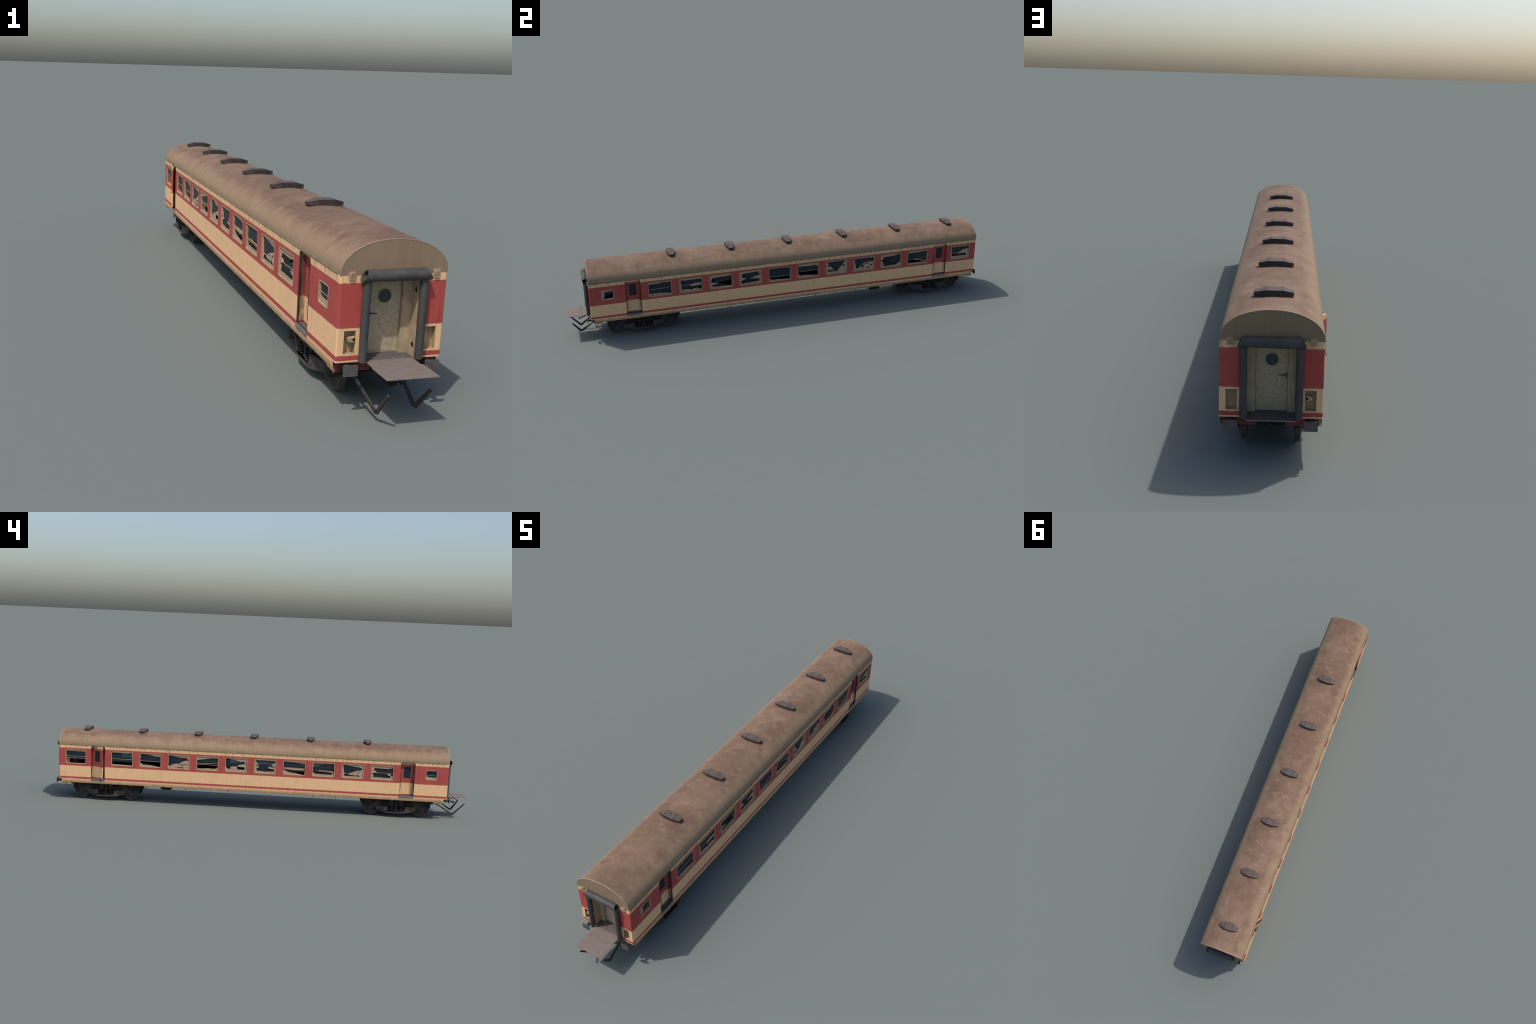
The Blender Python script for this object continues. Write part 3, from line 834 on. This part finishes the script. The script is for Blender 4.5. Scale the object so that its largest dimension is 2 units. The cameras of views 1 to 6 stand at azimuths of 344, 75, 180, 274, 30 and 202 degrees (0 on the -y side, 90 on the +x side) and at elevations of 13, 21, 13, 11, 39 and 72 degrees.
# headstocks, buffers, drawgear ------------------------------------------------
for e in (-1, 1):
    Y = YF if e < 0 else YR
    yb = Y - e * 0.0140
    for s in (-1, 1):
        x0, x1 = sorted((s * 0.0305, s * 0.1040))
        box_obj("headstock", x0, x1, min(yb, yb - e * 0.006), max(yb, yb - e * 0.006), 0.0775, 0.1000, M_BEAM)
        # buffer
        c = s * 0.0842
        face = Y + e * 0.0182
        bm = bmesh.new()
        add_prism(bm, rounded_rect(c - 0.0146, c + 0.0146, 0.0787, 0.1003, 0.0012, 2),
                  lambda u, v, d: (u, face - e * d - e * 0.0012 * (abs(u - c) / 0.0146) ** 2, v), 0, 0.0022)
        buf = mesh_obj("buffer_head", bm, M_BUFFER)
        bm = bmesh.new()
        add_tube(bm, (c, yb, 0.0900), (c, Y + e * 0.004, 0.0900), 0.0078, 12, 0.0062)
        add_tube(bm, (c, Y + e * 0.004, 0.0900), (c, face - e * 0.002, 0.0900), 0.0042, 12, 0.0062)
        add_box(bm, c - 0.010, c + 0.010, min(yb, yb + e * 0.004), max(yb, yb + e * 0.004), 0.0800, 0.0995)
        mesh_obj("buffer_stem", bm, M_IRON, parent=buf)
    bm = bmesh.new()
    yd = yb - e * 0.010
    add_box(bm, -0.0305, 0.0305, min(yd, yd - e * .004), max(yd, yd - e * .004), 0.0765, 0.1000)
    add_box(bm, -0.018, 0.018, min(yd, yb + e * .004), max(yd, yb + e * .004), 0.0880, 0.0900)
    add_tube(bm, (0, yd, 0.0890), (0, Y + e * 0.006, 0.0885), 0.0045, 8)
    add_strip(bm, [(0, Y + e * 0.004, 0.088), (0, Y + e * 0.013, 0.0885), (0, Y + e * 0.015, 0.093)], 0.005, 0.004)
    mesh_obj("drawgear", bm, M_IRON_D)

# coupling link hanging under the bridge plate
bm = bmesh.new()
add_strip(bm, [(-0.0340, -0.905, 0.0870), (-0.0320, -0.925, 0.0800), (-0.0185, -0.945, 0.0690), (-0.0040, -0.945, 0.0725)], 0.005, 0.004, Vector((0, 0, 1)))
add_strip(bm, [(0.020, -0.915, 0.0860), (0.030, -0.948, 0.0790)], 0.004, 0.003)
add_strip(bm, [(-0.0100, -0.930, 0.0990), (-0.0060, -0.958, 0.0830), (-0.0060, -0.966, 0.0790)], 0.004, 0.003)
mesh_obj("coupling_link", bm, M_IRON_D)
# two bent brake hoses / bars at the front
bm = bmesh.new()
add_strip(bm, [(-0.0600, -0.842, 0.0725), (-0.0520, -0.868, 0.0625), (-0.0360, -0.938, 0.0180), (-0.0335, -0.9385, 0.0170), (-0.0394, -0.9925, 0.0735)], 0.0036, (0.003, 0.0050, 0.0085, 0.0085, 0.0048), Vector((1, 0, 0)))
mesh_obj("brake_hose", bm, M_IRON, world=Matrix.Identity(4))
bm = bmesh.new()
add_strip(bm, [(0.0420, -0.866, 0.0740), (0.0418, -0.897, 0.0510), (0.0412, -0.936, 0.0265), (0.0420, -0.943, 0.0245), (0.0530, -0.9771, 0.0700)], 0.0056, (0.0030, 0.0034, 0.0080, 0.0090, 0.0048), Vector((1, 0, 0)))
mesh_obj("brake_hose", bm, M_IRON, world=Matrix.Identity(4))

# --------------------------------------------------------- roof ventilators --
bm = bmesh.new()
L2, Lc, Wc, We = 0.0440, 0.0190, 0.0176, 0.0086
plan = [(-L2, -We), (-Lc, -Wc), (Lc, -Wc), (L2, -We), (L2, We), (Lc, Wc), (-Lc, Wc), (-L2, We)]


def vtop(x):
    return 0.3502 if abs(x) <= Lc + 1e-6 else 0.3436


def vbot(x):
    return 0.3345 if abs(x) <= Lc + 1e-6 else 0.3368


top = [bm.verts.new((x, y, vtop(x))) for x, y in plan]
bot = [bm.verts.new((x, y, vbot(x))) for x, y in plan]
for f in ((0, 1, 6, 7), (1, 2, 5, 6), (2, 3, 4, 5)):
    bm.faces.new([top[i] for i in f])
    bm.faces.new([bot[i] for i in reversed(f)])
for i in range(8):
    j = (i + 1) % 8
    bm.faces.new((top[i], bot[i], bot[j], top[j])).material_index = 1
for sx in (-1, 1):
    for sy in (-1, 1):
        add_box(bm, sx * 0.0425 - 0.0006, sx * 0.0425 + 0.0006, sy * 0.0075 - 0.0006, sy * 0.0075 + 0.0006, 0.3300, 0.3372)
bmesh.ops.recalc_face_normals(bm, faces=bm.faces[:])
vent_me = bpy.data.meshes.new("roof_ventilator")
bm.to_mesh(vent_me)
bm.free()
seam = bmesh.new()
for q in (-1, 1):
    add_box(seam, q * Lc - 0.0005, q * Lc + 0.0005, -Wc + .0004, Wc - .0004, 0.3490, 0.35035)
bmesh.ops.recalc_face_normals(seam, faces=seam.faces[:])
seam_me = bpy.data.meshes.new("ventilator_seam")
seam.to_mesh(seam_me)
seam.free()
hole = bmesh.new()
add_prism(hole, [(0.0048 * math.cos(math.pi * k / 6) - .001, 0.0018 * math.sin(math.pi * k / 6) + .003) for k in range(12)], lambda u, v, d: (u, v, d), 0.3496, 0.3506)
bmesh.ops.recalc_face_normals(hole, faces=hole.faces[:])
hole_me = bpy.data.meshes.new("ventilator_hole")
hole.to_mesh(hole_me)
hole.free()
for k in range(6):
    y = 0.8600 - 0.2747 * k
    M = LEAN @ Matrix.Translation((0, y, 0)) @ Matrix.Rotation(math.radians(random.uniform(-0.6, 0.6)), 4, 'Z')
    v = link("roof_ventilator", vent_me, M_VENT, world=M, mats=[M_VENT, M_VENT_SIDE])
    link("ventilator_seam", seam_me, M_IRON_D, parent=v, world=M)
    if k == 5:
        link("ventilator_hole", hole_me, M_BLACK, parent=v, world=M)

# ------------------------------------------------------------- underframe --
box_obj("underframe", -0.0880, 0.0880, -0.8700, 0.9520, 0.0885, 0.1000, M_IRON_D)
bm = bmesh.new()
add_prism(bm, [(0.4120, 0.0890), (0.4330, 0.0660), (0.4760, 0.0660), (0.4960, 0.0890)], lambda u, v, d: (d, u, v - (0.003 if d > 0 and v < .08 else 0)), -0.0790, 0.0920)
mesh_obj("battery_box", bm, M_IRON_D)
bm = bmesh.new()
for s in (-1, 1):
    for y in (-0.372, -0.262, 0.355, 0.150):
        add_box(bm, s * 0.1030 - 0.0010, s * 0.1030 + 0.0010, y - 0.0014, y + 0.0014, 0.0765, 0.0880)
    add_strip(bm, [(s * 0.098, 0.560, 0.0880), (s * 0.098, 0.553, 0.0740), (s * 0.098, 0.546, 0.0735)], 0.003, 0.003)
mesh_obj("drain_pins", bm, M_IRON_D)["kind"] = "stuff"
for sx, mat in ((-1, M_STEP), (1, M_IRON)):
    bm = bmesh.new()
    add_strip(bm, [(sx * 0.0640, 0.960, 0.0800), (sx * 0.0650, 0.955, 0.0640), (sx * 0.0680, 0.946, 0.0585), (sx * 0.0700, 0.930, 0.0640)], 0.0022, 0.0026)
    add_strip(bm, [(sx * 0.0800, 0.940, 0.0850), (sx * 0.0780, 0.925, 0.0740), (sx * 0.0740, 0.912, 0.0690)], 0.0034, 0.0034)
    mesh_obj("brake_pipe", bm, mat)
# shunter's stirrup below the rear left corner, and pipe ends under the lips
bm = bmesh.new()
add_strip(bm, [(-0.098, 0.846, 0.0870), (-0.098, 0.846, 0.0580), (-0.098, 0.826, 0.0580), (-0.098, 0.826, 0.0870)], 0.0018, 0.0018)
mesh_obj("step_stirrup", bm, M_IRON)

# ----------------------------------------------------------------- bogies --
WHEEL_R, AXLE_Z, HALF_BASE = 0.0420, 0.0420, 0.1195


def wheel_mesh():
    bm = bmesh.new()
    n = 8
    # (radius, x) outline from the hub outwards, over the tread and back in
    outl = [(0.0125, 0.0600), (0.0300, 0.0585), (0.0345, 0.0650), (0.0405, 0.0655), (0.0420, 0.0560), (0.0418, 0.0530), (0.0345, 0.0525), (0.0300, 0.0560), (0.0125, 0.0545)]
    rings = [[bm.verts.new((x, r * math.sin(2 * math.pi * i / n), -r * math.cos(2 * math.pi * i / n))) for i in range(n)] for r, x in outl]
    for a, b in zip(rings, rings[1:] + rings[:1]):
        for i in range(n):
            j = (i + 1) % n
            bm.faces.new((a[i], a[j], b[j], b[i]))
    bmesh.ops.recalc_face_normals(bm, faces=bm.faces[:])
    me = bpy.data.meshes.new("wheel")
    bm.to_mesh(me)
    bm.free()
    return me


WHEEL = wheel_mesh()


def coil(bm, c, r, z0, z1, turns, wire):
    pts = []
    n = int(turns * 10)
    for i in range(n + 1):
        t = 2 * math.pi * turns * i / n
        pts.append(Vector((c[0] + r * math.cos(t), c[1] + r * math.sin(t), z0 + (z1 - z0) * i / n)))
    rings = []
    for i, p in enumerate(pts):
        t = (pts[min(i + 1, n)] - pts[max(i - 1, 0)]).normalized()
        a = (p - Vector((c[0], c[1], p.z))).normalized()
        b = t.cross(a)
        rings.append([bm.verts.new(p + a * (wire * math.cos(k)) + b * (wire * math.sin(k))) for k in (0, 1.5708, 3.1416, 4.7124)])
    for p, q in zip(rings, rings[1:]):
        for i in range(4):
            j = (i + 1) % 4
            bm.faces.new((p[i], p[j], q[j], q[i]))


def build_bogie(yc, outer):
    """outer = direction (+1/-1 along y) of the carriage end"""
    hub = bpy.data.objects.new("bogie", None)
    COL.objects.link(hub)
    W = STAND @ Matrix.Translation((0, yc, 0))
    hub.matrix_world = W
    hub.parent = root

    def add(name, bm, mat, **kw):
        o = mesh_obj(name, bm, mat, parent=hub, world=Matrix.Identity(4), **kw)
        o.matrix_parent_inverse = Matrix.Identity(4)
        return o
    phase = {(-1, -1): 0.0, (-1, 1): 0.0, (1, -1): 22.5, (1, 1): 0.0}
    for q in (-1, 1):
        for s in (-1, 1):
            ph = phase[(s, q)] if outer < 0 else (22.5 if (s < 0 and q > 0) else 0.0)
            w = link("wheel", WHEEL, M_WHEEL, parent=hub, world=Matrix.Identity(4))
            w.matrix_parent_inverse = Matrix.Identity(4)
            w.matrix_basis = Matrix.Translation((0, q * HALF_BASE, AXLE_Z)) @ Matrix.Rotation(math.pi if s < 0 else 0, 4, 'Z') @ Matrix.Rotation(math.radians(ph), 4, 'X')
        bm = bmesh.new()
        add_tube(bm, (-0.070, q * HALF_BASE, AXLE_Z), (0.070, q * HALF_BASE, AXLE_Z), 0.0070, 10)
        add("axle", bm, M_IRON_D)
    for s in (-1, 1):
        px = lambda u, v, d: (s * d, u, v)
        # lower spring plank / side frame
        bm = bmesh.new()
        plate = [(.098, .047), (.092, .0285), (.040, .0188), (-.040, .0188), (-.092, .0285), (-.098, .047), (-.083, .0505), (-.041, .0510),
                 (-.041, .0285), (.041, .0285), (.041, .0510), (.083, .0505)]
        # the frame bows outward at the middle and tucks in toward the axles
        bow = lambda u: 0.0900 - 0.0150 * min(1.0, max(0.0, (abs(u) - 0.045) / 0.050))
        add_prism(bm, plate, lambda u, v, d: (s * (bow(u) - d), u, v), 0.0, 0.0080)
        add("side_frame", bm, M_WHEEL)
        for q in (-1, 1):
            bm = bmesh.new()
            add_prism(bm, [(q * (HALF_BASE + .004), .032), (q * (HALF_BASE - .014), .036), (q * .070, .066), (q * .064, .082), (q * .078, .084), (q * (HALF_BASE + .008), .053)], px, 0.0680, 0.0775)
            add_tube(bm, (s * 0.0600, q * HALF_BASE, AXLE_Z), (s * 0.0815, q * HALF_BASE, AXLE_Z), 0.0125, 12)
            add_tube(bm, (s * 0.0812, q * HALF_BASE, AXLE_Z), (s * 0.0838, q * HALF_BASE, AXLE_Z), 0.0075, 10)
            add("axle_arm", bm, M_IRON)
            # brake cylinder lying along the bogie
            bm = bmesh.new()
            add_tube(bm, (s * 0.0740, q * 0.045, 0.0640), (s * 0.0740, q * 0.074, 0.0640), 0.0105, 12)
            add_tube(bm, (s * 0.0740, q * 0.050, 0.0640), (s * 0.0740, q * 0.054, 0.0640), 0.0120, 12)
            add("brake_cylinder", bm, M_IRON_D)
            bm = bmesh.new()
            coil(bm, (s * 0.0790, q * 0.0235), 0.0085, 0.0290, 0.0560, 4.5, 0.0017)
            add_tube(bm, (s * 0.0790, q * 0.0235, 0.0280), (s * 0.0790, q * 0.0235, 0.0580), 0.0050, 8)
            add("coil_spring", bm, M_IRON_D)
            # bracket above the spring
            bm = bmesh.new()
            add_box(bm, *sorted((s * 0.066, s * 0.0845)), *sorted((q * 0.0075, q * 0.0420)), 0.0570, 0.0610)
            add_box(bm, *sorted((s * 0.0820, s * 0.0840)), *sorted((q * 0.0400, q * 0.0420)), 0.0570, 0.0860)
            add_box(bm, *sorted((s * 0.068, s * 0.0800)), *sorted((q * 0.0120, q * 0.0340)), 0.0640, 0.0800)
            add("spring_bracket", bm, M_IRON)
        bm = bmesh.new()
        add_tube(bm, (s * 0.0835, 0, 0.0270), (s * 0.0835, 0, 0.0620), 0.0030, 10)
        add_tube(bm, (s * 0.0835, 0, 0.0600), (s * 0.0835, 0, 0.0860), 0.0040, 10)
        add("damper", bm, M_IRON)
        # upper longitudinal beam and frame ends
        bm = bmesh.new()
        add_box(bm, *sorted((s * 0.0670, s * 0.0760)), -0.130, 0.130, 0.0740, 0.0880)
        add_box(bm, *sorted((s * 0.050, s * 0.082)), *sorted((outer * 0.148, outer * 0.162)), 0.0490, 0.0880)
        add_box(bm, *sorted((s * 0.060, s * 0.078)), *sorted((outer * 0.158, outer * 0.174)), 0.0700, 0.0880)
        add_prism(bm, [(-outer * 0.118, .088), (-outer * 0.174, .088), (-outer * 0.173, .068), (-outer * 0.160, .044), (-outer * 0.140, .050)], px, 0.0300, 0.0640)
        add("bogie_beam", bm, M_IRON_D)
    bm = bmesh.new()
    for s in (-1, 1):
        add_box(bm, *sorted((s * 0.0640, s * 0.0700)), -0.0760, 0.0760, 0.0480, 0.0885)
        for q in (-1, 1):
            # brake rigging: hangers and pull rods in front of the wheels
            add_strip(bm, [(s * 0.0760, q * 0.082, 0.0880), (s * 0.0770, q * 0.080, 0.0560), (s * 0.0760, q * 0.070, 0.0500)], 0.0030, 0.0045)
            add_strip(bm, [(s * 0.0790, q * 0.146, 0.0860), (s * 0.0800, q * 0.150, 0.0620), (s * 0.0760, q * 0.158, 0.0560)], 0.0030, 0.0040)
            add_tube(bm, (s * 0.0790, q * 0.010, 0.0520), (s * 0.0790, q * 0.036, 0.0345), 0.0014, 6)
            add_box(bm, *sorted((s * 0.0740, s * 0.0810)), *sorted((q * 0.0440, q * 0.0560)), 0.0780, 0.0870)
    add_box(bm, -0.068, 0.068, -0.042, 0.042, 0.030, 0.088)
    add_box(bm, -0.050, 0.050, -0.105, 0.105, 0.055, 0.085)
    add("bolster", bm, M_IRON_D)


build_bogie(-0.6635, -1)
build_bogie(0.7540, 1)
